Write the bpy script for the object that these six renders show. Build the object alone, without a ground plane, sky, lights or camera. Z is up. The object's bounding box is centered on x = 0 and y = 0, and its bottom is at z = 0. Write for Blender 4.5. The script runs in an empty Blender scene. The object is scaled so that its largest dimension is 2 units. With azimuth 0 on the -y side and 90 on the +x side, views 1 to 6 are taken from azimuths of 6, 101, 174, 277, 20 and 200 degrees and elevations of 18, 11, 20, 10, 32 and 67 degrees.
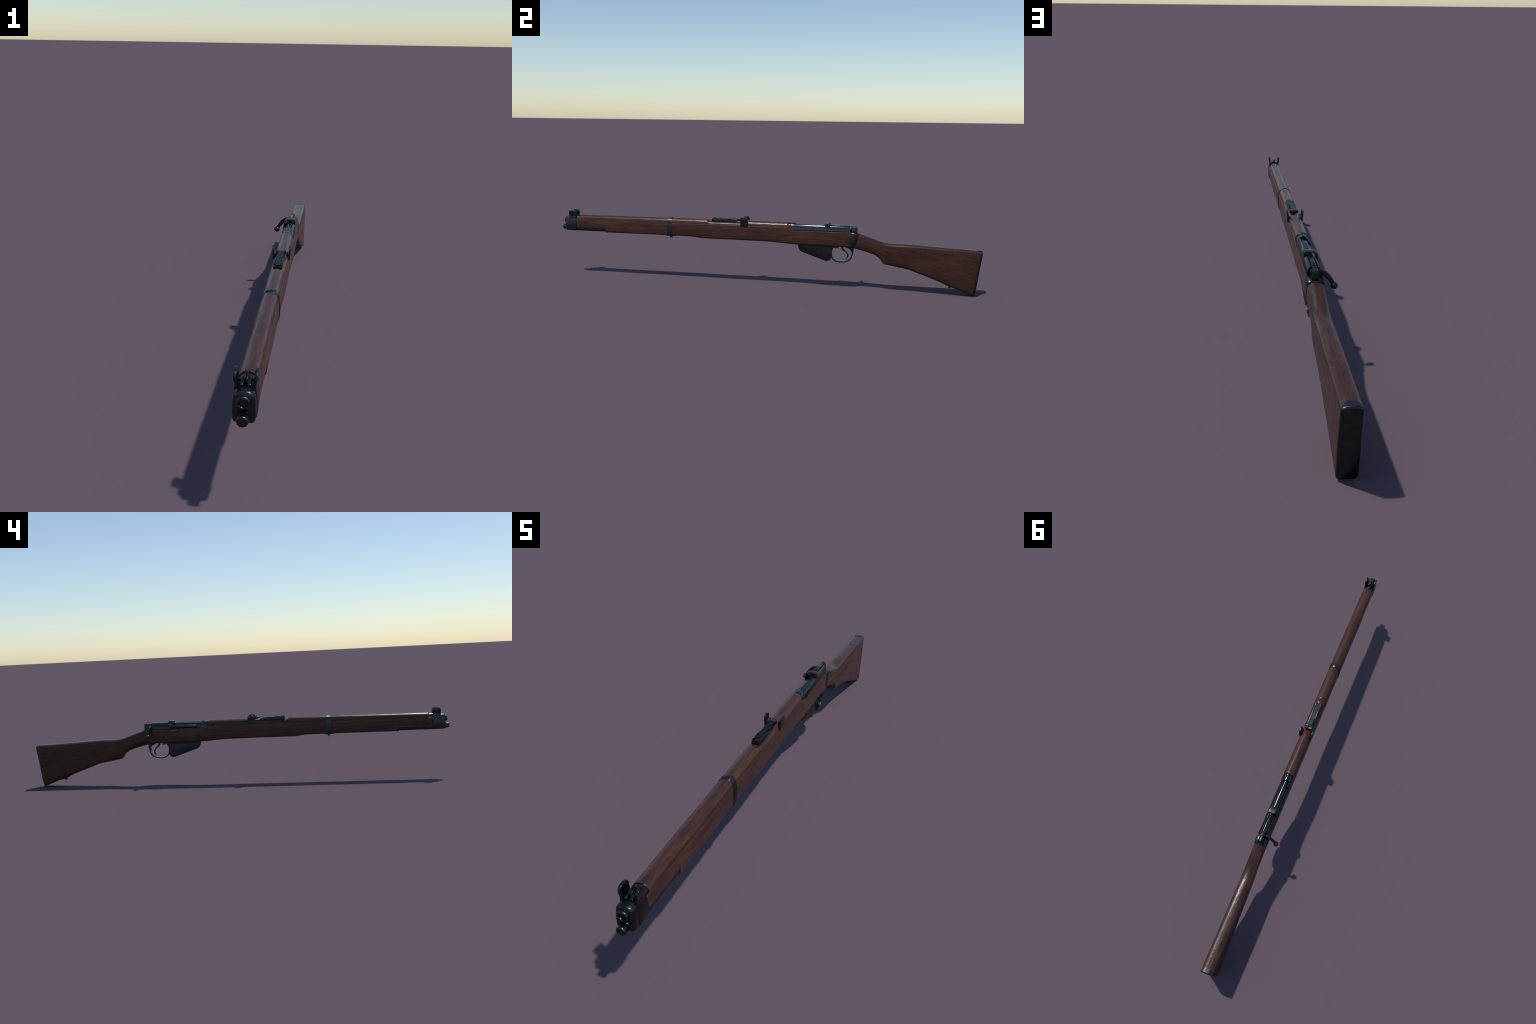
import bpy, bmesh, math, random
from mathutils import Vector

random.seed(7)
XC = 0.0196          # the plane of symmetry of the rifle (the bolt knob sticks out on -x)

# ------------------------------------------------------------------ helpers
def lerp_table(tab):
    def f(y):
        if y <= tab[0][0]:
            return tab[0][1]
        for (a, za), (b, zb) in zip(tab, tab[1:]):
            if y <= b:
                return za + (zb - za) * (y - a) / (b - a)
        return tab[-1][1]
    return f

def smooth_table(tab, r=0.008, n=7):
    """piecewise linear profile with its corners rounded over +-r"""
    f = lerp_table(tab)
    return lambda y: sum(f(y + r * (i - (n - 1) / 2) * 2 / (n - 1)) for i in range(n)) / n

def linspace(a, b, n):
    return [a + (b - a) * i / (n - 1) for i in range(n)]

def add_object(name, mesh, mat, parent, angle=35):
    ob = bpy.data.objects.new(name, mesh)
    bpy.context.scene.collection.objects.link(ob)
    if mat is not None:
        mesh.materials.clear()
        mesh.materials.append(mat)
    for p in mesh.polygons:
        p.use_smooth = True
    mesh.set_sharp_from_angle(angle=math.radians(angle))
    ob.parent = parent
    return ob

def finish_bm(bm, name, mat, parent, bevel=0.0, seg=2, angle=35, bevel_angle=30):
    bmesh.ops.remove_doubles(bm, verts=bm.verts, dist=1e-6)
    bmesh.ops.recalc_face_normals(bm, faces=bm.faces)
    if bevel > 0:
        edges = [e for e in bm.edges if len(e.link_faces) == 2 and e.calc_face_angle(0) > math.radians(bevel_angle)]
        bmesh.ops.bevel(bm, geom=edges, offset=bevel, offset_type='OFFSET', segments=seg,
                        profile=0.5, affect='EDGES', clamp_overlap=True)
    me = bpy.data.meshes.new(name)
    bm.to_mesh(me)
    bm.free()
    return add_object(name, me, mat, parent, angle)

def loft(bm, rings, cap=True, closed=False):
    vs = [[bm.verts.new(p) for p in r] for r in rings]
    n = len(rings[0])
    pairs = list(zip(vs, vs[1:])) + ([(vs[-1], vs[0])] if closed else [])
    for a, b in pairs:
        for i in range(n):
            j = (i + 1) % n
            bm.faces.new((a[i], a[j], b[j], b[i]))
    if cap and not closed:
        bm.faces.new(vs[0][::-1])
        bm.faces.new(vs[-1])
    return vs

def prism(bm, outline, axis, a, b):
    """closed 2D outline; axis 'x': outline is (y,z), axis 'y': outline is (x,z), axis 'z': outline is (x,y)"""
    def put(p, t):
        return {'x': (t, p[0], p[1]), 'y': (p[0], t, p[1]), 'z': (p[0], p[1], t)}[axis]
    loft(bm, [[put(p, a) for p in outline], [put(p, b) for p in outline]])

def box(bm, x0, x1, y0, y1, z0, z1):
    prism(bm, [(y0, z0), (y1, z0), (y1, z1), (y0, z1)], 'x', x0, x1)

def lathe_y(bm, profile, cx, cz, n=48, close=True):
    """profile: (y, r) turned about the line x=cx, z=cz"""
    rings = [[(cx + r * math.cos(2 * math.pi * i / n), y, cz + r * math.sin(2 * math.pi * i / n)) for i in range(n)]
             for y, r in profile]
    loft(bm, rings, cap=close)

def lathe_x(bm, profile, cy, cz, n=32):
    rings = [[(x, cy + r * math.cos(2 * math.pi * i / n), cz + r * math.sin(2 * math.pi * i / n)) for i in range(n)]
             for x, r in profile]
    loft(bm, rings)

def lathe_z(bm, profile, cx, cy, n=24):
    rings = [[(cx + r * math.cos(2 * math.pi * i / n), cy + r * math.sin(2 * math.pi * i / n), z) for i in range(n)]
             for z, r in profile]
    loft(bm, rings)

def sphere(bm, c, r, seg=32):
    res = bmesh.ops.create_uvsphere(bm, u_segments=seg, v_segments=seg // 2, radius=r)
    bmesh.ops.translate(bm, verts=res['verts'], vec=c)

def catmull(pts, per=8):
    P = [Vector(p) for p in pts]
    out = []
    for i in range(len(P) - 1):
        p0 = P[i - 1] if i else P[0] * 2 - P[1]
        p1, p2 = P[i], P[i + 1]
        p3 = P[i + 2] if i + 2 < len(P) else P[-1] * 2 - P[-2]
        for k in range(per):
            t = k / per
            out.append(0.5 * ((2 * p1) + (p2 - p0) * t + (2 * p0 - 5 * p1 + 4 * p2 - p3) * t * t
                              + (3 * p1 - p0 - 3 * p2 + p3) * t ** 3))
    out.append(P[-1])
    return out

def rounded_poly(pts, r, n=4):
    """rounds the corners of a closed polygon; r is one radius or one per corner"""
    out = []
    m = len(pts)
    for i in range(m):
        ri = r[i] if isinstance(r, (list, tuple)) else r
        p = Vector(pts[i]); a = Vector(pts[i - 1]); b = Vector(pts[(i + 1) % m])
        da, db = (a - p), (b - p)
        d = min(ri, da.length * 0.48, db.length * 0.48)
        if d < 1e-6:
            out.append(tuple(p)); continue
        s, e = p + da.normalized() * d, p + db.normalized() * d
        for k in range(n + 1):
            t = k / n
            out.append(tuple(s * (1 - t) ** 2 + p * 2 * t * (1 - t) + e * t * t))
    return out

def section(w, zb, zt, rb, rtx, rtz, wt=None, wb=None, nc=10, ns=8):
    """rounded upright cross-section in (x, z): half width w at mid height, wt at the top shoulder, wb at the
    bottom shoulder, bottom corners of radius rb, top corners elliptical rtx by rtz.  Fixed point count."""
    wt = w if wt is None else wt
    wb = w if wb is None else wb
    rtx = min(rtx, wt); rb = min(rb, wb)
    right = []
    for k in range(nc + 1):                               # bottom corner, from the bottom middle outward
        a = math.pi / 2 * k / nc
        right.append((wb - rb + rb * math.sin(a), zb + rb - rb * math.cos(a)))
    z0, z1 = zb + rb, zt - rtz
    for k in range(1, ns):
        t = k / ns
        x = wb + (wt - wb) * t + (w - (wb + wt) / 2) * 4 * t * (1 - t)
        right.append((x, z0 + (z1 - z0) * t))
    for k in range(nc + 1):
        a = math.pi / 2 * k / nc
        right.append((wt - rtx + rtx * math.cos(a), zt - rtz + rtz * math.sin(a)))
    left = [(-x, z) for x, z in reversed(right)]
    return right + left

def at_y(sec, y):
    return [(x, y, z) for x, z in sec]

# ------------------------------------------------------------------ materials
def new_mat(name):
    m = bpy.data.materials.new(name)
    m.use_nodes = True
    nt = m.node_tree
    nt.nodes.clear()
    out = nt.nodes.new('ShaderNodeOutputMaterial')
    b = nt.nodes.new('ShaderNodeBsdfPrincipled')
    nt.links.new(b.outputs[0], out.inputs[0])
    return m, nt, b

def node(nt, kind, **kw):
    n = nt.nodes.new(kind)
    for k, v in kw.items():
        if k.startswith('i_'):
            n.inputs[k[2:].replace('_', ' ')].default_value = v
        else:
            setattr(n, k, v)
    return n

def ramp(nt, src, stops):
    r = nt.nodes.new('ShaderNodeValToRGB')
    el = r.color_ramp.elements
    while len(el) < len(stops):
        el.new(0.5)
    for e, (p, c) in zip(el, stops):
        e.position = p
        e.color = (*c, 1) if len(c) == 3 else c
    nt.links.new(src, r.inputs[0])
    return r

def mix(nt, fac, a, b, mode='MIX'):
    m = nt.nodes.new('ShaderNodeMix')
    m.data_type = 'RGBA'
    m.blend_type = mode
    for s, v in ((0, fac), (6, a), (7, b)):
        if isinstance(v, (int, float)):
            m.inputs[s].default_value = v
        elif isinstance(v, tuple):
            m.inputs[s].default_value = (*v, 1)
        else:
            nt.links.new(v, m.inputs[s])
    return m.outputs[2]

def math_node(nt, op, a, b=0.0):
    m = nt.nodes.new('ShaderNodeMath')
    m.operation = op
    for s, v in ((0, a), (1, b)):
        if isinstance(v, (int, float)):
            m.inputs[s].default_value = v
        else:
            nt.links.new(v, m.inputs[s])
    return m.outputs[0]

def noise_tex(nt, vec, scale, detail=4, rough=0.55, dist=0.0):
    n = nt.nodes.new('ShaderNodeTexNoise')
    n.inputs['Scale'].default_value = scale
    n.inputs['Detail'].default_value = detail
    n.inputs['Roughness'].default_value = rough
    n.inputs['Distortion'].default_value = dist
    nt.links.new(vec, n.inputs['Vector'])
    return n.outputs['Fac']

def mapped(nt, scale=(1, 1, 1), rot=(0, 0, 0), loc=(0, 0, 0)):
    tc = nt.nodes.new('ShaderNodeTexCoord')
    turn = nt.nodes.new('ShaderNodeMapping')              # turn first, stretch afterwards
    turn.inputs['Rotation'].default_value = rot
    mp = nt.nodes.new('ShaderNodeMapping')
    mp.inputs['Scale'].default_value = scale
    mp.inputs['Location'].default_value = loc
    nt.links.new(tc.outputs['Object'], turn.inputs['Vector'])
    nt.links.new(turn.outputs[0], mp.inputs['Vector'])
    return mp.outputs[0]

def wood_material(name, tilt=0.0, dark=(0.034, 0.0142, 0.0110), mid=(0.058, 0.0236, 0.0170), red=(0.100, 0.0365, 0.0225),
                  offset=(0, 0, 0)):
    """oiled walnut: fine figure along y (tilted in the butt), dark clouds, red patches, open pores that break the gloss"""
    m, nt, b = new_mat(name)
    broad = mapped(nt, (22, 6.5, 22), (tilt, 0, 0), offset)
    streak = mapped(nt, (150, 11, 150), (tilt, 0, 0), offset)
    fibre = mapped(nt, (520, 34, 520), (tilt, 0, 0), offset)
    n_broad = noise_tex(nt, broad, 1.0, 4, 0.55, 0.6)
    n_streak = noise_tex(nt, streak, 1.0, 5, 0.62, 1.0)
    n_fibre = noise_tex(nt, fibre, 1.0, 3, 0.6)
    blend = math_node(nt, 'ADD', math_node(nt, 'MULTIPLY', n_streak, 0.6), math_node(nt, 'MULTIPLY', n_broad, 0.4))
    base = ramp(nt, blend, [(0.36, dark), (0.50, mid), (0.65, red)]).outputs[0]
    fib = ramp(nt, n_fibre, [(0.35, (0.66, 0.66, 0.66)), (0.60, (1.10, 1.08, 1.06))]).outputs[0]
    c = mix(nt, 0.42, base, fib, 'MULTIPLY')
    nt.links.new(c, b.inputs['Base Color'])
    rough = ramp(nt, n_streak, [(0.3, (0.33,) * 3), (0.7, (0.23,) * 3)]).outputs[0]
    nt.links.new(rough, b.inputs['Roughness'])
    b.inputs['Specular IOR Level'].default_value = 0.32
    pore = mapped(nt, (230, 13, 230), (tilt + 0.04, 0, 0.06), offset)
    n_pore = noise_tex(nt, pore, 1.0, 2.5, 0.6, 0.6)
    h = math_node(nt, 'ADD', math_node(nt, 'MULTIPLY', n_fibre, 0.10), n_pore)
    bump = nt.nodes.new('ShaderNodeBump')
    bump.inputs['Strength'].default_value = 0.28
    bump.inputs['Distance'].default_value = 0.0022
    nt.links.new(h, bump.inputs['Height'])
    nt.links.new(bump.outputs[0], b.inputs['Normal'])
    return m

def steel_material(name, col=(0.056, 0.062, 0.064), rough=0.34, metallic=1.0, drawn=0.0):
    """blued gun steel with faint cloudy wear"""
    m, nt, b = new_mat(name)
    v = mapped(nt, (1, 1, 1))
    n = noise_tex(nt, v, 60, 5, 0.6)
    c = ramp(nt, n, [(0.35, tuple(x * 0.86 for x in col)), (0.7, tuple(x * 1.12 for x in col))]).outputs[0]
    nt.links.new(c, b.inputs['Base Color'])
    b.inputs['Metallic'].default_value = metallic
    r = ramp(nt, n, [(0.3, (rough * 0.9,) * 3), (0.7, (rough * 1.15,) * 3)]).outputs[0]
    nt.links.new(r, b.inputs['Roughness'])
    if drawn:                                             # machining marks along y stretch the gloss lengthways
        tan = nt.nodes.new('ShaderNodeTangent')
        tan.direction_type = 'RADIAL'
        tan.axis = 'Y'
        nt.links.new(tan.outputs[0], b.inputs['Tangent'])
        b.inputs['Anisotropic'].default_value = drawn
        b.inputs['Anisotropic Rotation'].default_value = 0.25
    return m

WOOD = wood_material('oiled_walnut')
WOOD_TOP = wood_material('oiled_walnut_handguard', offset=(3.1, 1.7, 0.4))
WOOD_BUTT = wood_material('oiled_walnut_butt', tilt=math.radians(13), offset=(0.7, 5.2, 2.0),
                          dark=(0.030, 0.0124, 0.0095), mid=(0.050, 0.0205, 0.0144), red=(0.088, 0.0330, 0.0190))
STEEL = steel_material('blued_steel')
STEEL_SHINY = steel_material('polished_blued_steel', (0.070, 0.076, 0.079), 0.215, drawn=0.75)
PALE = steel_material('bare_worn_steel', (0.13, 0.14, 0.14), 0.5)
BLACK = steel_material('blackened_steel', (0.018, 0.018, 0.019), 0.5)
MAG = steel_material('painted_magazine_steel', (0.046, 0.047, 0.048), 0.42)

# ------------------------------------------------------------------ root
rifle = bpy.data.objects.new('bolt_action_rifle', None)
bpy.context.scene.collection.objects.link(rifle)
rifle.location = (XC, 0, 0)
rifle["label"] = "long old military bolt action rifle, dark walnut stock and blued steel"
rifle["category"] = "rifle"
bm_new = bmesh.new

# ------------------------------------------------------------------ wooden forestock
SEAM = 0.2757                                             # where handguard and forestock meet
stock_bottom = smooth_table([(-0.93, 0.2160), (-0.764, 0.2142), (-0.467, 0.2147), (-0.327, 0.2133), (-0.293, 0.2070),
                             (-0.05, 0.2065), (0.046, 0.2056), (0.126, 0.1997), (0.164, 0.1976), (0.45, 0.1950)], 0.012)
stock_top = smooth_table([(-0.93, SEAM), (0.136, SEAM), (0.161, 0.2634), (0.43, 0.2645)], 0.003)
stock_w = lerp_table([(-0.93, 0.0240), (-0.60, 0.0243), (-0.30, 0.0247), (0.10, 0.0250), (0.43, 0.0250)])
ARC_Y, ARC_Z = -0.9205, 0.2530                            # rounded lower front corner of the wood
def cut_bottom(y):
    """lower edge of the wood where the steel nose strip runs under it"""
    if y > -0.9045:
        return 0.2386
    t = min(1, (-0.9045 - y) / 0.016)
    return 0.2386 + 0.0150 * (1 - math.sqrt(max(0, 1 - t * t)))

def stock_section(y, zb=None, grow=0.0):
    w = stock_w(y) + grow
    zt = stock_top(y)
    b = (stock_bottom(y) if zb is None else zb) - grow
    rb = 0.0098 if zb is None else 0.0006
    return section(w + 0.0004, b, zt + grow, rb, 0.0014, 0.0014, wt=w - 0.0010, wb=w - (0.0002 if zb is None else 0.0))

bm = bm_new()
front = [-0.9205 + 0.016 * (1 - math.cos(math.pi / 2 * k / 12)) for k in range(13)] + linspace(-0.88, -0.7695, 5)
rings = [at_y(stock_section(y, cut_bottom(y)), y) for y in front]
back_y = [-0.7695, -0.7665] + linspace(-0.75, 0.42, 160)
for i, y in enumerate(back_y):
    s = stock_section(y)
    rings.append(at_y(s, y))
loft(bm, rings)
finish_bm(bm, 'forestock', WOOD, rifle, angle=40)

# ------------------------------------------------------------------ wooden handguard over the barrel
hand_top = smooth_table([(-0.91, 0.2957), (-0.45, 0.2985), (-0.262, 0.2992), (-0.246, 0.2908), (-0.100, 0.2903),
                         (-0.074, 0.2985), (0.13, 0.2987)], 0.004)
hand_w = lerp_table([(-0.91, 0.0218), (-0.40, 0.0226), (0.13, 0.0226)])
def hand_section(y, grow=0.0, lo=SEAM - 0.0003, n=40):
    w, zt = hand_w(y) + grow, hand_top(y) + grow
    return [(w * math.cos(math.pi * k / n), lo + 0.0002 + (zt - lo) * math.sin(math.pi * k / n) ** 0.92) for k in range(n + 1)] + \
           [(-w * 0.9, lo - 0.004), (w * 0.9, lo - 0.004)]
bm = bm_new()
ys = [-0.9052, -0.9040] + linspace(-0.90, -0.27, 60) + linspace(-0.265, -0.060, 60) + linspace(-0.055, 0.1280, 30) + [0.1290]
rings = []
for i, y in enumerate(ys):
    g = -0.0008 if i in (0, len(ys) - 1) else 0.0
    rings.append(at_y(hand_section(y, g), y))
loft(bm, rings)
finish_bm(bm, 'handguard', WOOD_TOP, rifle, angle=40)

# ------------------------------------------------------------------ butt
butt_top = smooth_table([(0.42, 0.2705), (0.452, 0.2602), (0.494, 0.2470), (0.529, 0.2347), (0.559, 0.2250), (0.588, 0.2206),
                         (0.615, 0.2196), (0.66, 0.2202), (0.733, 0.2172), (0.838, 0.2116), (0.94, 0.2074), (1.0, 0.2048)], 0.014)
butt_bottom = smooth_table([(0.42, 0.1930), (0.4315, 0.1906), (0.470, 0.1817), (0.497, 0.1742), (0.526, 0.1655),
                            (0.5535, 0.1472), (0.559, 0.1385), (0.5665, 0.1250), (0.6065, 0.1178), (0.682, 0.1046), (0.778, 0.0714),
                            (0.889, 0.0305), (0.9692, 0.0012), (1.0, -0.0100)], 0.004)
butt_w = lerp_table([(0.42, 0.0247), (0.56, 0.0250), (0.75, 0.0255), (1.0, 0.0257)])
butt_rb = lerp_table([(0.42, 0.019), (0.53, 0.017), (0.575, 0.0165), (0.70, 0.014), (0.9, 0.011), (1.0, 0.0100)])
butt_rt = lerp_table([(0.42, 0.0215), (0.56, 0.0225), (0.70, 0.0215), (0.9, 0.0205), (1.0, 0.0205)])
butt_rz = lerp_table([(0.42, 0.0135), (0.56, 0.0145), (0.70, 0.0125), (0.9, 0.0098), (1.0, 0.0090)])
plate_front = smooth_table([(0.0, 0.9672), (0.04, 0.9708), (0.0866, 0.9747), (0.120, 0.9785), (0.160, 0.9826), (0.195, 0.9902), (0.21, 0.9925)], 0.012)
plate_back = smooth_table([(0.0, 0.9752), (0.05, 0.9838), (0.0866, 0.9868), (0.110, 0.9890), (0.150, 0.9945), (0.185, 0.9990), (0.21, 1.0003)], 0.012)
def butt_ring(y0, shrink=0.0, end=None, blend=0.0):
    """one cross-section; with end (a function of z) the ring is bent onto the slanted butt plate"""
    def sec(y):
        return section(butt_w(y) - shrink + 0.0004, butt_bottom(y) + shrink, butt_top(y) - shrink, butt_rb(y), butt_rt(y), butt_rz(y),
                       wt=butt_w(y) - shrink - 0.0008, wb=butt_w(y) - shrink)
    if end is None:
        return at_y(sec(y0), y0)
    out = []
    for i, (x, z) in enumerate(sec(y0)):
        y = y0
        for _ in range(6):
            x, z = sec(y)[i]
            y = y0 + (end(z) - y0) * blend
        out.append((x, y, z))
    return out
bm = bm_new()
rings = [butt_ring(y) for y in linspace(0.432, 0.545, 40) + linspace(0.5465, 0.575, 26) + linspace(0.58, 0.86, 60)]
rings += [butt_ring(0.86, 0, plate_front, t) for t in linspace(0.04, 1.0, 24)]
loft(bm, rings)
finish_bm(bm, 'butt_stock', WOOD_BUTT, rifle, angle=45)

# steel butt plate, with its tongue let into the top of the comb
bm = bm_new()
rings = [butt_ring(0.86, -0.0002, plate_front, 1.0)]
mids = lambda t: (lambda z: plate_front(z) + (plate_back(z) - plate_front(z)) * t)
for t, sh in ((0.55, -0.0002), (0.78, 0.0006), (0.93, 0.0020), (1.0, 0.0042)):
    rings.append(butt_ring(0.86, sh, mids(t), 1.0))
loft(bm, rings)
plate = finish_bm(bm, 'butt_plate', STEEL, rifle, angle=60)
bm = bm_new()
def comb_height(x, y):
    """height of the comb's surface at sideways distance x"""
    flat, rx, rz = butt_w(y) - 0.0008 - butt_rt(y), butt_rt(y), butt_rz(y)
    u = min(1.0, max(0.0, abs(x) - flat) / rx)
    return butt_top(y) - rz + rz * math.sqrt(1 - u * u)
tongue_half = lerp_table([(0.9765, 0.0105), (0.9785, 0.0125), (0.9815, 0.0165), (0.9880, 0.0200), (0.9925, 0.0228), (1.0, 0.0228)])
def tongue_rows(lift):
    return [[(tongue_half(y) * k / 9, y, comb_height(tongue_half(y) * k / 9, y) + lift) for k in range(-9, 10)] for y in linspace(0.9765, 0.9945, 14)]
upper, lower = tongue_rows(0.0005), tongue_rows(-0.004)
loft(bm, [u + l[::-1] for u, l in zip(upper, lower)])
finish_bm(bm, 'butt_plate_tongue', STEEL, plate, angle=45)

# ------------------------------------------------------------------ nose cap
bm = bm_new()
def nose_section(y, shrink=0.0):
    return section(0.0242 - shrink, 0.2187 + shrink, 0.2893 - shrink, 0.0080, 0.0170, 0.0135, wt=0.0216 - shrink, wb=0.0232 - shrink)
rings = [at_y(nose_section(y, s), y) for y, s in ((-0.9795, 0.0058), (-0.9791, 0.0038), (-0.9778, 0.0019), (-0.9755, 0.0006),
                                                   (-0.9705, 0.0), (-0.9598, 0.0), (-0.9596, 0.0012), (-0.9560, 0.0012), (-0.9225, 0.0012), (-0.9215, 0.0040))]
loft(bm, rings)
nose = finish_bm(bm, 'nose_cap', STEEL, rifle, angle=50)
# body of the sight protector, wrapped round the nose cap
bm = bm_new()
def strip_section(zt, w=0.0236, zb=0.2178, rb=0.009):
    return section(w, zb, zt, rb, 0.002, 0.002, wt=w, wb=w - 0.0006)
def corner_top(y):
    """upper edge of the steel behind the nose cap: a quarter curve up into the nose"""
    t = min(1.0, max(0.0, (y + 0.9205) / 0.018))
    return 0.2560 - 0.0165 * math.sqrt(max(0.0, 1 - (1 - t) ** 2))
rings = [at_y(section(0.0249, 0.2182, 0.2850, 0.008, 0.004, 0.004, wt=0.0218, wb=0.0243), y) for y in (-0.9588, -0.9240)]
loft(bm, rings)
finish_bm(bm, 'protector_body', STEEL, nose, bevel=0.0008, bevel_angle=40)
bm = bm_new()
ys = [-0.9242, -0.9205] + [-0.9205 + 0.018 * k / 8 for k in range(1, 9)] + [-0.7695]
loft(bm, [at_y(strip_section(max(corner_top(y), 0.2390), 0.0226), y) for y in ys])
finish_bm(bm, 'nose_strip', STEEL, nose, angle=40)
# protector ears
for side in (1, -1):
    bm = bm_new()
    levels = [(0.276, 0.0150, 0.0224, 0.0), (0.288, 0.0155, 0.0214, 0.0), (0.2925, 0.0160, 0.0210, 0.0), (0.2985, 0.0166, 0.0230, 0.0),
              (0.3040, 0.0172, 0.0240, 0.0), (0.3100, 0.0176, 0.0245, 0.0), (0.3135, 0.0178, 0.0247, 0.0014), (0.3165, 0.0180, 0.0248, 0.0040), (0.3185, 0.0182, 0.0248, 0.0078), (0.3193, 0.0183, 0.0248, 0.0120)]
    rings = []
    for z, xi, xo, cut in levels:
        y0, y1 = -0.9585 + cut, -0.9237 - cut
        rings.append([(side * xi, y0, z), (side * xo, y0, z), (side * xo, y1, z), (side * xi, y1, z)])
    loft(bm, rings)
    finish_bm(bm, 'sight_protector_ear', STEEL, nose, bevel=0.0012, seg=3, bevel_angle=50)

# barrel muzzle and bayonet boss
MZ = 0.2678
bm = bm_new()
lathe_y(bm, [(-0.930, 0.0120), (-0.9790, 0.0158), (-0.9803, 0.0158), (-0.9807, 0.0153), (-0.9807, 0.0124), (-0.9817, 0.0124), (-0.9819, 0.0137), (-0.9826, 0.0145),
             (-0.9848, 0.0145), (-0.9866, 0.0141), (-0.9879, 0.0132), (-0.9887, 0.0118), (-0.9887, 0.0101), (-0.9881, 0.0093), (-0.9868, 0.0087),
             (-0.9852, 0.0082), (-0.9850, 0.0073), (-0.9825, 0.0068), (-0.9818, 0.0040), (-0.9816, 0.0004)], 0, MZ)
barrel = finish_bm(bm, 'barrel_muzzle', STEEL, rifle, angle=40)
BZ = 0.2337
bm = bm_new()
prof = [(-0.970, 0.0147), (-0.9818, 0.0147), (-0.9828, 0.0142), (-0.9829, 0.0112)]
for k in range(4):                                        # fine thread
    y = -0.9834 - 0.0023 * k
    prof += [(y, 0.0112), (y - 0.0003, 0.0122), (y - 0.0013, 0.0122), (y - 0.0016, 0.0112)]
prof += [(-0.9924, 0.0112), (-0.9927, 0.0124), (-0.9955, 0.0124), (-0.9974, 0.0120), (-0.9988, 0.0112), (-0.9997, 0.0101), (-1.0000, 0.0090)]
lathe_y(bm, prof, 0, BZ)
boss = finish_bm(bm, 'bayonet_boss', STEEL, nose, angle=40)

def stamped_text(name, body, size, loc, rot, parent, mat, thick=0.0002):
    cu = bpy.data.curves.new(name, 'FONT')
    cu.body = body
    cu.size = size
    cu.align_x = 'CENTER'
    cu.align_y = 'CENTER'
    cu.extrude = thick
    cu.resolution_u = 3
    tmp = bpy.data.objects.new(name + '_curve', cu)
    bpy.context.scene.collection.objects.link(tmp)
    dg = bpy.context.evaluated_depsgraph_get()
    me = bpy.data.meshes.new_from_object(tmp.evaluated_get(dg))
    bpy.data.objects.remove(tmp)
    bpy.data.curves.remove(cu)
    ob = add_object(name, me, mat, parent)
    ob.location = loc
    ob.rotation_euler = rot
    return ob
stamped_text('stamped_number', 'II', 0.0050, (0, -1.0000, BZ + 0.0040), (math.pi / 2, 0, 0), nose, STEEL_SHINY)
stamped_text('stamped_number', '19241', 0.0056, (0, -1.0000, BZ - 0.0028), (math.pi / 2, 0, 0), nose, STEEL_SHINY)

# sleeve of the barrel seen between nose cap and handguard
bm = bm_new()
def arch(w, zt, lo, n=32):
    return [(w * math.cos(math.pi * k / n), lo + (zt - lo) * math.sin(math.pi * k / n)) for k in range(n + 1)] + [(-w, lo - 0.012), (w, lo - 0.012)]
loft(bm, [at_y(arch(0.0196, 0.2932, 0.2740), y) for y in (-0.9250, -0.9045)])
finish_bm(bm, 'barrel_sleeve', STEEL, barrel, angle=40)

# front sight: block with a slot and two thin blades
bm = bm_new()
box(bm, -0.0110, 0.0110, -0.9420, -0.9260, 0.284, 0.2925)
for x0, x1 in ((-0.0110, -0.0046), (0.0046, 0.0110)):
    prism(bm, [(-0.9575, 0.284), (-0.9270, 0.284), (-0.9270, 0.2960), (-0.9320, 0.2975), (-0.9560, 0.2935), (-0.9575, 0.2925)], 'x', x0, x1)
for x0, x1 in ((-0.0060, -0.0034), (0.0034, 0.0060)):
    prism(bm, [(-0.9530, 0.288), (-0.9290, 0.288), (-0.9290, 0.2985), (-0.9340, 0.3000), (-0.9520, 0.2965)], 'x', x0, x1)
sight = finish_bm(bm, 'front_sight_block', STEEL, nose, bevel=0.0004, seg=2)
for x, z in ((-0.0021, 0.3110), (0.0021, 0.3080)):
    bm = bm_new()
    prism(bm, [(-0.950, 0.288), (-0.928, 0.288), (-0.9285, z - 0.001), (-0.932, z), (-0.947, z - 0.0048), (-0.950, z - 0.0068)], 'x', x - 0.0012, x + 0.0012)
    finish_bm(bm, 'front_sight_blade', STEEL, nose, bevel=0.0003)

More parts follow.
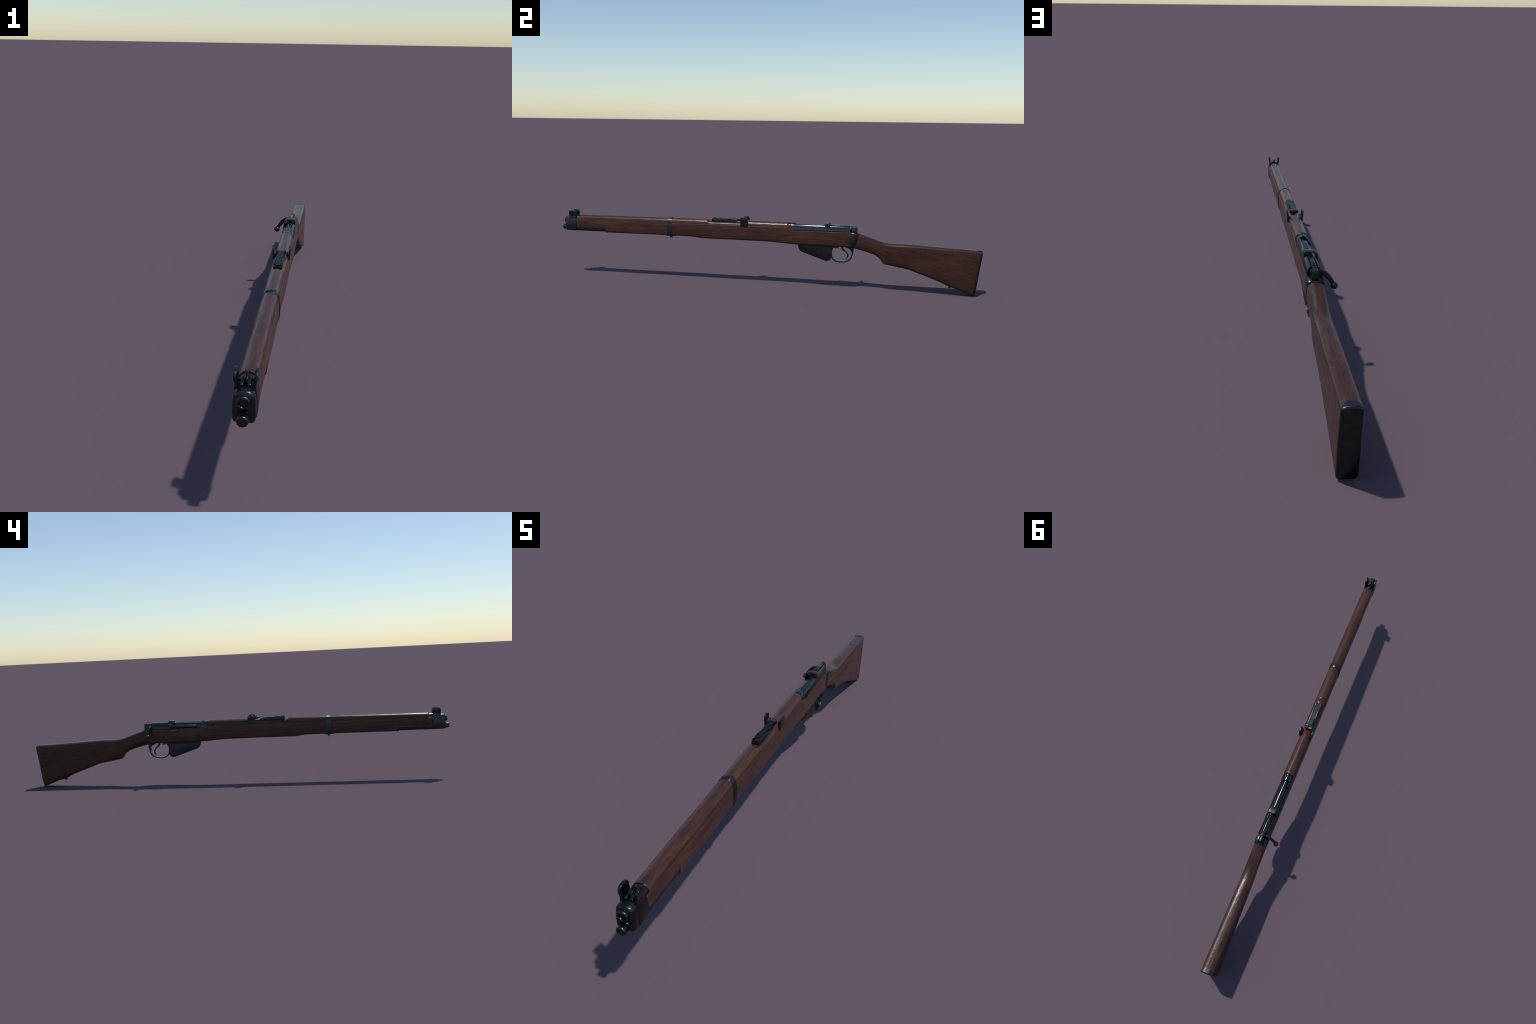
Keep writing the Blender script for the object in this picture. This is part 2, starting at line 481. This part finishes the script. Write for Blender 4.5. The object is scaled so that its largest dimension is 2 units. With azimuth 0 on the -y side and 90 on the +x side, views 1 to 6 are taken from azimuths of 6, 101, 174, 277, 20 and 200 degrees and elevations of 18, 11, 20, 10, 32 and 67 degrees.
# ------------------------------------------------------------------ barrel band with sling swivel
def band_outline(y, g):
    s = stock_section(y, None, g)
    half = len(s) // 2
    right = [p for p in s[:half] if p[1] < SEAM - 0.004]
    h = hand_section(y, g)[:41]
    return right + [p for p in h] + [(-x, z) for x, z in reversed(right)]
bm = bm_new()
loft(bm, [at_y(band_outline(y, g), y) for y, g in ((-0.4556, -0.001), (-0.4556, 0.0009), (-0.4550, 0.0014), (-0.4320, 0.0014), (-0.4314, 0.0009), (-0.4314, -0.001))])
band = finish_bm(bm, 'barrel_band', STEEL, rifle, angle=40)
def swivel(parent, y, z, tilt):
    """base plate, lug and a thin wire loop hanging straight down"""
    bm = bm_new()
    c, s = math.cos(tilt), math.sin(tilt)
    pl = [(-0.027, 0.0015), (0.027, 0.0015), (0.0255, -0.0014), (0.010, -0.0028), (-0.010, -0.0028), (-0.0255, -0.0014)]
    prism(bm, [(y + a * c + b * s, z - a * s + b * c) for a, b in pl], 'x', -0.0075, 0.0075)
    ob = finish_bm(bm, 'swivel_base', STEEL, parent, bevel=0.0004)
    bm = bm_new()
    ly, lz = y, z - 0.0050
    lathe_x(bm, [(-0.0056, 0.0046), (-0.0050, 0.0058), (0.0050, 0.0058), (0.0056, 0.0046)], ly, lz, 20)
    box(bm, -0.0048, 0.0048, ly - 0.0052, ly + 0.0052, lz, z)
    finish_bm(bm, 'swivel_lug', STEEL, parent, angle=40)
    bm = bm_new()
    top, bot, w, r = lz - 0.0010, lz - 0.0165, 0.0140, 0.00055
    path = rounded_poly([(-w, top), (-w, bot), (w, bot), (w, top)], 0.003, 4)
    rings = []
    for i, p in enumerate(path):
        a, b = Vector(path[i - 1]), Vector(path[(i + 1) % len(path)])
        t = (b - a).normalized()
        nrm = Vector((t.y, -t.x))
        rings.append([(p[0] + nrm.x * r * math.cos(k * math.pi / 4), ly + r * math.sin(k * math.pi / 4), p[1] + nrm.y * r * math.cos(k * math.pi / 4)) for k in range(8)])
    loft(bm, rings, closed=True)
    finish_bm(bm, 'swivel_loop', STEEL, parent, angle=60)
swivel(band, -0.4440, 0.2127, 0.0)
swivel(plate, 0.8670, 0.0377, math.atan2(0.0406, 0.111))

# ------------------------------------------------------------------ rear sight
bm = bm_new()
rails = [(-0.2385, 0.2900), (-0.2385, 0.3000), (-0.2365, 0.3050), (-0.2320, 0.3070), (-0.2270, 0.3068), (-0.2230, 0.3045), (-0.2150, 0.3040),
         (-0.2020, 0.3052), (-0.1850, 0.3040), (-0.1650, 0.3012), (-0.1420, 0.2985), (-0.1200, 0.2962), (-0.1180, 0.2948), (-0.1190, 0.2918), (-0.125, 0.2895), (-0.19, 0.2860)]
for x0, x1 in ((-0.0128, -0.0096), (0.0096, 0.0128)):
    prism(bm, rails, 'x', x0, x1)
rear = finish_bm(bm, 'rear_sight_bed', STEEL, rifle, bevel=0.0005, bevel_angle=40)
bm = bm_new()
box(bm, -0.0110, 0.0110, -0.2375, -0.120, 0.2862, 0.2925)
box(bm, -0.0110, 0.0110, -0.2375, -0.225, 0.2890, 0.2990)
finish_bm(bm, 'sight_bed_floor', STEEL, rear, bevel=0.0005)
# the leaf carries fine cross-serrations
bm = bm_new()
leaf = [(-0.2340, 0.2990), (-0.1080, 0.3040)]
n = 16
top = []
for k in range(n):
    y = -0.2340 + 0.126 * k / n
    z = 0.3020 + 0.0048 * k / n
    top += [(y, z), (y + 0.126 / n * 0.66, z + 0.0001), (y + 0.126 / n * 0.70, z - 0.0007), (y + 0.126 / n * 0.96, z - 0.0007)]
prism(bm, leaf + [(-0.1080, 0.3066)] + top[::-1], 'x', -0.0085, 0.0085)
finish_bm(bm, 'sight_leaf', STEEL, rear, angle=20)
bm = bm_new()
prism(bm, [(-0.0150, 0.2985), (-0.0135, 0.2972), (0.0135, 0.2972), (0.0150, 0.2985), (0.0150, 0.3070), (0.0142, 0.3082), (0.0118, 0.3080),
           (0.0098, 0.3066), (0.0028, 0.3070), (0.0010, 0.3050), (-0.0010, 0.3050), (-0.0028, 0.3070), (-0.0098, 0.3066), (-0.0118, 0.3080), (-0.0142, 0.3082), (-0.0150, 0.3070)], 'y', -0.1115, -0.0975)
box(bm, -0.0125, 0.0125, -0.1175, -0.1115, 0.3000, 0.3058)
finish_bm(bm, 'sight_slide', STEEL, rear, bevel=0.0005)
for side in (1, -1):
    bm = bm_new()
    levels = [(0.2735, 0.0190, 0.0272, 0.0), (0.2850, 0.0190, 0.0276, 0.0), (0.2915, 0.0185, 0.0278, 0.0002), (0.2935, 0.0200, 0.0280, 0.0004), (0.2960, 0.0236, 0.0288, 0.0004),
              (0.3020, 0.0240, 0.0294, 0.0006), (0.3075, 0.0243, 0.0295, 0.0012), (0.3110, 0.0244, 0.0295, 0.0030), (0.3138, 0.0245, 0.0295, 0.0058), (0.3155, 0.0246, 0.0294, 0.0095), (0.3162, 0.0247, 0.0292, 0.0130)]
    rings = []
    for z, xi, xo, cut in levels:
        y0, y1 = -0.0967 + cut, -0.0625 - cut
        rings.append([(side * xi, y0, z), (side * xo, y0, z), (side * xo, y1, z), (side * xi, y1, z)])
    loft(bm, rings)
    finish_bm(bm, 'rear_sight_ear', STEEL, rear, bevel=0.0010, seg=3, bevel_angle=50)

# ------------------------------------------------------------------ receiver
RC = 0.2665                                               # height of the receiver's axis
def c_outline(a0, a1, ro, ri, zo=0.2978, zc=RC, zi=None, low=None, n=28):
    """slice of a tube in (x, z) between two angles (degrees from +x), optionally with a leg down to low at its start"""
    h = zo - zc
    hi = (zi if zi is not None else zc + ri) - zc
    outer = [(ro * math.cos(math.radians(a0 + (a1 - a0) * k / n)), zc + h * math.sin(math.radians(a0 + (a1 - a0) * k / n))) for k in range(n + 1)]
    inner = [(ri * math.cos(math.radians(a1 + (a0 - a1) * k / n)), zc + hi * math.sin(math.radians(a1 + (a0 - a1) * k / n))) for k in range(n + 1)]
    if low is not None:
        outer = [(outer[0][0], low)] + outer
        inner = inner + [(inner[-1][0], low)]
    return outer + inner

bm = bm_new()
ring_out = [(0.0226, 0.262)] + [(0.0226 * math.cos(math.pi * k / 44), RC + 0.0311 * math.sin(math.pi * k / 44)) for k in range(45)] + [(-0.0226, 0.262)]
ring_in = [(-0.0165, 0.262)] + [(-0.0165 * math.cos(math.pi * k / 36), RC + 0.0266 * math.sin(math.pi * k / 36)) for k in range(37)] + [(0.0165, 0.262)]
prism(bm, ring_out + ring_in, 'y', 0.1345, 0.1612)
prism(bm, [(x * 1.02, RC + (z - RC) * 1.025) for x, z in ring_out] + ring_in, 'y', 0.1300, 0.1338)
prism(bm, ring_out, 'y', 0.1310, 0.1365)
recv = finish_bm(bm, 'receiver_ring', STEEL_SHINY, rifle, bevel=0.0005, bevel_angle=50, angle=40)
bm = bm_new()
prism(bm, c_outline(0, 60.5, 0.0226, 0.0140, 0.2974, zi=0.2930, low=0.2620), 'y', 0.1605, 0.4125)
finish_bm(bm, 'receiver_wall', STEEL_SHINY, recv, bevel=0.0008, bevel_angle=50, angle=40)
bm = bm_new()
prism(bm, c_outline(180, 133, 0.0224, 0.0165, 0.2974, zi=0.2930, low=0.2620), 'y', 0.1605, 0.1840)
prism(bm, c_outline(180, 127, 0.0226, 0.0182, 0.2960, zi=0.2935, low=0.2620), 'y', 0.3180, 0.4100)
box(bm, -0.0226, -0.0175, 0.1835, 0.3190, 0.2600, 0.2658)
finish_bm(bm, 'receiver_wall', STEEL, recv, bevel=0.0006, bevel_angle=50, angle=40)
bm = bm_new()
box(bm, -0.0205, 0.0205, 0.1600, 0.4130, 0.2600, 0.2660)
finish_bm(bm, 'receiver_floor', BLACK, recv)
# charger bridge: a flat arch, longer leg on the right
bm = bm_new()
outer = rounded_poly([(0.0196, 0.2860), (0.0180, 0.3034), (-0.0165, 0.3034), (-0.0232, 0.2930), (-0.0252, 0.2650), (-0.0208, 0.2650), (-0.0192, 0.2900), (-0.0140, 0.2990), (0.0130, 0.2990), (0.0145, 0.2860)],
                     [0, 0.0050, 0.0085, 0.008, 0, 0, 0.006, 0.006, 0.004, 0], 6)
prism(bm, outer, 'y', 0.2985, 0.3208)
bridge = finish_bm(bm, 'charger_bridge', STEEL, recv, bevel=0.0006, bevel_angle=40, angle=40)
# magazine cut-off let into the right side of the stock
bm = bm_new()
prism(bm, rounded_poly([(0.2705, 0.2625), (0.2735, 0.2492), (0.3205, 0.2492), (0.3225, 0.2520), (0.3225, 0.2625)], 0.002, 3), 'x', -0.0260, -0.0230)
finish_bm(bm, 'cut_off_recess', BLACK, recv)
bm = bm_new()
prism(bm, rounded_poly([(0.2722, 0.2608), (0.2745, 0.2510), (0.3180, 0.2510), (0.3207, 0.2612)], 0.0022, 4), 'x', -0.0268, -0.0230)
finish_bm(bm, 'magazine_cut_off', PALE, recv, bevel=0.0006)

# ------------------------------------------------------------------ bolt
CZ = 0.2795
bm = bm_new()
lathe_y(bm, [(0.150, 0.0118), (0.1895, 0.0118), (0.1900, 0.0126), (0.4040, 0.0126), (0.4046, 0.0122), (0.4110, 0.0122), (0.4116, 0.0115), (0.4215, 0.0105)], 0, CZ - 0.0004, 48)
bolt = finish_bm(bm, 'bolt_body', STEEL_SHINY, rifle, angle=40)
bm = bm_new()
lathe_y(bm, [(0.1860, 0.0062), (0.1866, 0.0074), (0.3985, 0.0074), (0.3990, 0.0062)], -0.0124, 0.2724, 28)
finish_bm(bm, 'bolt_rib', STEEL_SHINY, bolt, bevel=0.0005, angle=40)
bm = bm_new()                                             # flat strip on top, running back to the cocking piece
strip = rounded_poly([(-0.0068, 0.2860), (0.0068, 0.2860), (0.0064, 0.2946), (-0.0064, 0.2946)], [0, 0, 0.0022, 0.0022], 5)
prism(bm, strip, 'y', 0.3290, 0.4085)
strip2 = [(x, z + (0.0018 if z > 0.29 else 0)) for x, z in strip]
prism(bm, strip2, 'y', 0.3020, 0.3290)
prism(bm, [(0.2850, 0.2860), (0.3030, 0.2860), (0.3030, 0.2962), (0.3005, 0.2962), (0.2865, 0.2905)], 'x', -0.0057, 0.0057)
prism(bm, [(x, z - (0.0016 if z > 0.29 else 0)) for x, z in strip], 'y', 0.4080, 0.4230)
finish_bm(bm, 'bolt_top_strip', STEEL_SHINY, bolt, bevel=0.0006, angle=40)
bm = bm_new()
lathe_y(bm, [(0.4125, 0.0110), (0.4130, 0.0140), (0.4170, 0.0140), (0.4176, 0.0125), (0.4210, 0.0080)], 0, 0.2765, 40)
finish_bm(bm, 'bolt_collar', STEEL, bolt, angle=40)
# cocking piece with ribbed flanks
bm = bm_new()
def cock(w, top=0.0):
    return rounded_poly([(-0.0118 - w, 0.2590), (0.0118 + w, 0.2590), (0.0110 + w, 0.2720), (0.0086 + w, 0.2922 + top), (-0.0086 - w, 0.2922 + top), (-0.0110 - w, 0.2720)],
                        [0, 0, 0.004, 0.0085, 0.0085, 0.004], 6)
y0, y1, k = 0.4225, 0.4455, 6
step = (y1 - y0) / k
prism(bm, cock(-0.0018, -0.0010), 'y', y0, y1 - 0.0012)
for i in range(k):
    prism(bm, cock(0.0), 'y', y0 + step * i + step * 0.36, y0 + step * (i + 1) + (0.0 if i == k - 1 else 0))
cp = finish_bm(bm, 'cocking_piece', STEEL, bolt, bevel=0.0003, angle=40, bevel_angle=60)
for z in (0.2838, 0.2720):
    bm = bm_new()
    prof = [(0.4450, 0.0036), (0.4458, 0.0035), (0.4466, 0.0030), (0.4472, 0.0021), (0.4475, 0.0004)]
    lathe_y(bm, prof, 0, z, 24)
    finish_bm(bm, 'cocking_piece_pin', STEEL_SHINY, bolt, angle=70)
# bent bolt handle and knob
bm = bm_new()
path = catmull([(-0.006, 0.4135, 0.2765), (-0.013, 0.4138, 0.2760), (-0.0235, 0.4142, 0.2742), (-0.0342, 0.4150, 0.2672), (-0.0422, 0.4160, 0.2592), (-0.0490, 0.4170, 0.2498), (-0.0545, 0.4178, 0.2405), (-0.0570, 0.4180, 0.2360)], 5)
heights = lerp_table([(0, 0.0075), (0.25, 0.0082), (0.45, 0.0080), (0.62, 0.0072), (0.78, 0.0060), (0.90, 0.0050), (1, 0.0050)])
rings = []
for i, p in enumerate(path):
    t = (path[min(i + 1, len(path) - 1)] - path[max(i - 1, 0)]).normalized()
    up = Vector((-t.z, 0, t.x))
    up = up if up.z > 0 else -up
    u = i / (len(path) - 1)
    h, w = heights(u), 0.0044 - 0.0008 * u
    ring = []
    for k in range(20):
        a = 2 * math.pi * k / 20
        ca, sa = math.cos(a), math.sin(a)
        e = 0.32
        ring.append(p + up * h * math.copysign(abs(ca) ** e, ca) + Vector((0, 1, 0)) * w * math.copysign(abs(sa) ** e, sa))
    rings.append([tuple(v) for v in ring])
loft(bm, rings)
handle = finish_bm(bm, 'bolt_handle', STEEL, bolt, angle=50)
bm = bm_new()
sphere(bm, (-0.0586, 0.4182, 0.2332), 0.0107)
finish_bm(bm, 'bolt_knob', STEEL, bolt, angle=80)

# ------------------------------------------------------------------ socket: steel collar joining butt and forestock
bm = bm_new()
def socket_ring(ft, fb, zt, zb, g):
    out = []
    for x, z in section(0.0255 + g, zb - g, zt + g, 0.015, 0.0125, 0.0085, wt=0.0249 + g, wb=0.0250 + g):
        f = (z - zb) / (zt - zb)
        out.append((x, fb + (ft - fb) * f, z))
    return out
rings = []
for t, g in ((0, -0.0016), (0, 0.0), (0.012, 0.0003), (0.5, 0.0003), (0.988, 0.0), (1, -0.0003), (1, -0.0020)):
    rings.append(socket_ring(0.4180 + 0.0350 * t, 0.4030 + 0.0370 * t, 0.2672 - 0.0058 * t, 0.1972 - 0.0050 * t, g))
loft(bm, rings)
socket = finish_bm(bm, 'butt_socket', STEEL, rifle, angle=45)
# worn stamped marks on its right side, too faint to read: short raised strokes
bm = bm_new()
for y, z, l, s in ((0.4330, 0.2465, 0.0070, 0.16), (0.4335, 0.2425, 0.0050, -0.1), (0.4345, 0.2340, 0.0016, 1.3), (0.4325, 0.2338, 0.0016, 1.3),
                   (0.4290, 0.2215, 0.0040, 0.5), (0.4270, 0.2195, 0.0045, 0.1), (0.4240, 0.2210, 0.0030, 0.7)):
    c, sn = math.cos(s) * l, math.sin(s) * l
    prism(bm, [(y - c, z + sn - 0.0006), (y + c, z - sn - 0.0006), (y + c, z - sn + 0.0006), (y - c, z + sn + 0.0006)], 'x', -0.0266, -0.0255)
finish_bm(bm, 'stamped_mark', STEEL, socket, bevel=0.0002)

# ------------------------------------------------------------------ magazine
bm = bm_new()
mag = rounded_poly([(0.1748, 0.2000), (0.1752, 0.1850), (0.1785, 0.1765), (0.1840, 0.1692), (0.1905, 0.1638), (0.3095, 0.1238), (0.3262, 0.1310), (0.3310, 0.1430), (0.3312, 0.1560), (0.3250, 0.2000)],
                   [0, 0.004, 0.004, 0.004, 0.006, 0.0016, 0.0016, 0.003, 0.002, 0], 4)
prism(bm, mag, 'x', -0.0108, 0.0108)
magazine = finish_bm(bm, 'magazine_box', MAG, rifle, bevel=0.0016, seg=3, bevel_angle=60)
bm = bm_new()
def mag_bottom(y):
    return 0.1638 + (0.1238 - 0.1638) * (y - 0.1905) / (0.3095 - 0.1905)
for y in (0.2285, 0.2925):
    for side in (1, -1):
        z0 = mag_bottom(y) + 0.0045
        prism(bm, rounded_poly([(y - 0.0019, z0 + 0.001), (y + 0.0021, z0 + 0.001), (y + 0.0017, 0.1905), (y - 0.0023, 0.1905)], 0.0012, 3), 'x', side * 0.0100, side * 0.0115)
finish_bm(bm, 'magazine_rib', MAG, magazine, bevel=0.0006)
bm = bm_new()
prism(bm, [(0.1735, 0.1965), (0.1742, 0.1915), (0.326, 0.1885), (0.328, 0.1950)], 'x', -0.0122, 0.0122)
finish_bm(bm, 'magazine_rim', MAG, magazine, bevel=0.0010)
# screw under the stock in front of the magazine
bm = bm_new()
lathe_z(bm, [(0.2010, 0.0052), (0.1968, 0.0052), (0.1956, 0.0038), (0.1953, 0.0010)], 0, 0.1455, 24)
finish_bm(bm, 'stock_screw', STEEL, rifle, angle=40)

# ------------------------------------------------------------------ trigger guard and trigger
bm = bm_new()
outer = catmull([(0, 0.3235, 0.1935), (0, 0.3285, 0.1800), (0, 0.3302, 0.1600), (0, 0.3312, 0.1440), (0, 0.3375, 0.1322), (0, 0.3545, 0.1234), (0, 0.3785, 0.1212), (0, 0.4005, 0.1254), (0, 0.4175, 0.1356), (0, 0.4265, 0.1510), (0, 0.4306, 0.1720), (0, 0.4312, 0.1900)], 6)
inner = catmull([(0, 0.3400, 0.1905), (0, 0.3342, 0.1800), (0, 0.3320, 0.1650), (0, 0.3340, 0.1500), (0, 0.3400, 0.1385), (0, 0.3560, 0.1282), (0, 0.3788, 0.1258), (0, 0.3990, 0.1300), (0, 0.4135, 0.1402), (0, 0.4215, 0.1550), (0, 0.4225, 0.1700), (0, 0.4190, 0.1800), (0, 0.4080, 0.1880)], 6)
m = 80
def resample(pts, m):
    d = [0]
    for a, b in zip(pts, pts[1:]):
        d.append(d[-1] + (b - a).length)
    out, j = [], 0
    for k in range(m):
        s = d[-1] * k / (m - 1)
        while j < len(d) - 2 and d[j + 1] < s:
            j += 1
        out.append(pts[j].lerp(pts[j + 1], (s - d[j]) / (d[j + 1] - d[j])))
    return out
outer, inner = resample(outer, m), resample(inner, m)
rings = []
for i, (o, q) in enumerate(zip(outer, inner)):
    w = 0.0113
    rings.append([(-w, o.y, o.z), (w, o.y, o.z), (w, q.y, q.z), (-w, q.y, q.z)])
loft(bm, rings)
guard = finish_bm(bm, 'trigger_guard', STEEL, rifle, bevel=0.0008, bevel_angle=60, angle=40)
bm = bm_new()
prism(bm, [(0.320, 0.2000), (0.321, 0.1925), (0.3390, 0.1880), (0.3560, 0.1878), (0.3655, 0.1858), (0.3660, 0.1872), (0.3625, 0.1895), (0.3630, 0.2000)], 'x', -0.0078, 0.0078)
prism(bm, [(0.388, 0.2000), (0.390, 0.1945), (0.407, 0.1885), (0.422, 0.1830), (0.4312, 0.1880), (0.4315, 0.2000)], 'x', -0.0090, 0.0090)
finish_bm(bm, 'guard_plate', STEEL, guard, bevel=0.0005)
bm = bm_new()
front_edge = catmull([(0, 0.3735, 0.2000), (0, 0.3745, 0.1880), (0, 0.3780, 0.1810), (0, 0.3860, 0.1755), (0, 0.3945, 0.1700), (0, 0.4000, 0.1630), (0, 0.4022, 0.1550), (0, 0.4015, 0.1490), (0, 0.3972, 0.1402), (0, 0.3955, 0.1375)], 4)
back_edge = catmull([(0, 0.3855, 0.2000), (0, 0.3850, 0.1895), (0, 0.3890, 0.1830), (0, 0.3955, 0.1765), (0, 0.4030, 0.1690), (0, 0.4075, 0.1615), (0, 0.4088, 0.1550), (0, 0.4070, 0.1475), (0, 0.4010, 0.1385), (0, 0.3985, 0.1352)], 4)
rings = [[(-0.0046, a.y, a.z), (0.0046, a.y, a.z), (0.0046, b.y, b.z), (-0.0046, b.y, b.z)] for a, b in zip(front_edge, back_edge)]
loft(bm, rings)
finish_bm(bm, 'trigger', STEEL, guard, bevel=0.0008, bevel_angle=60, angle=40)
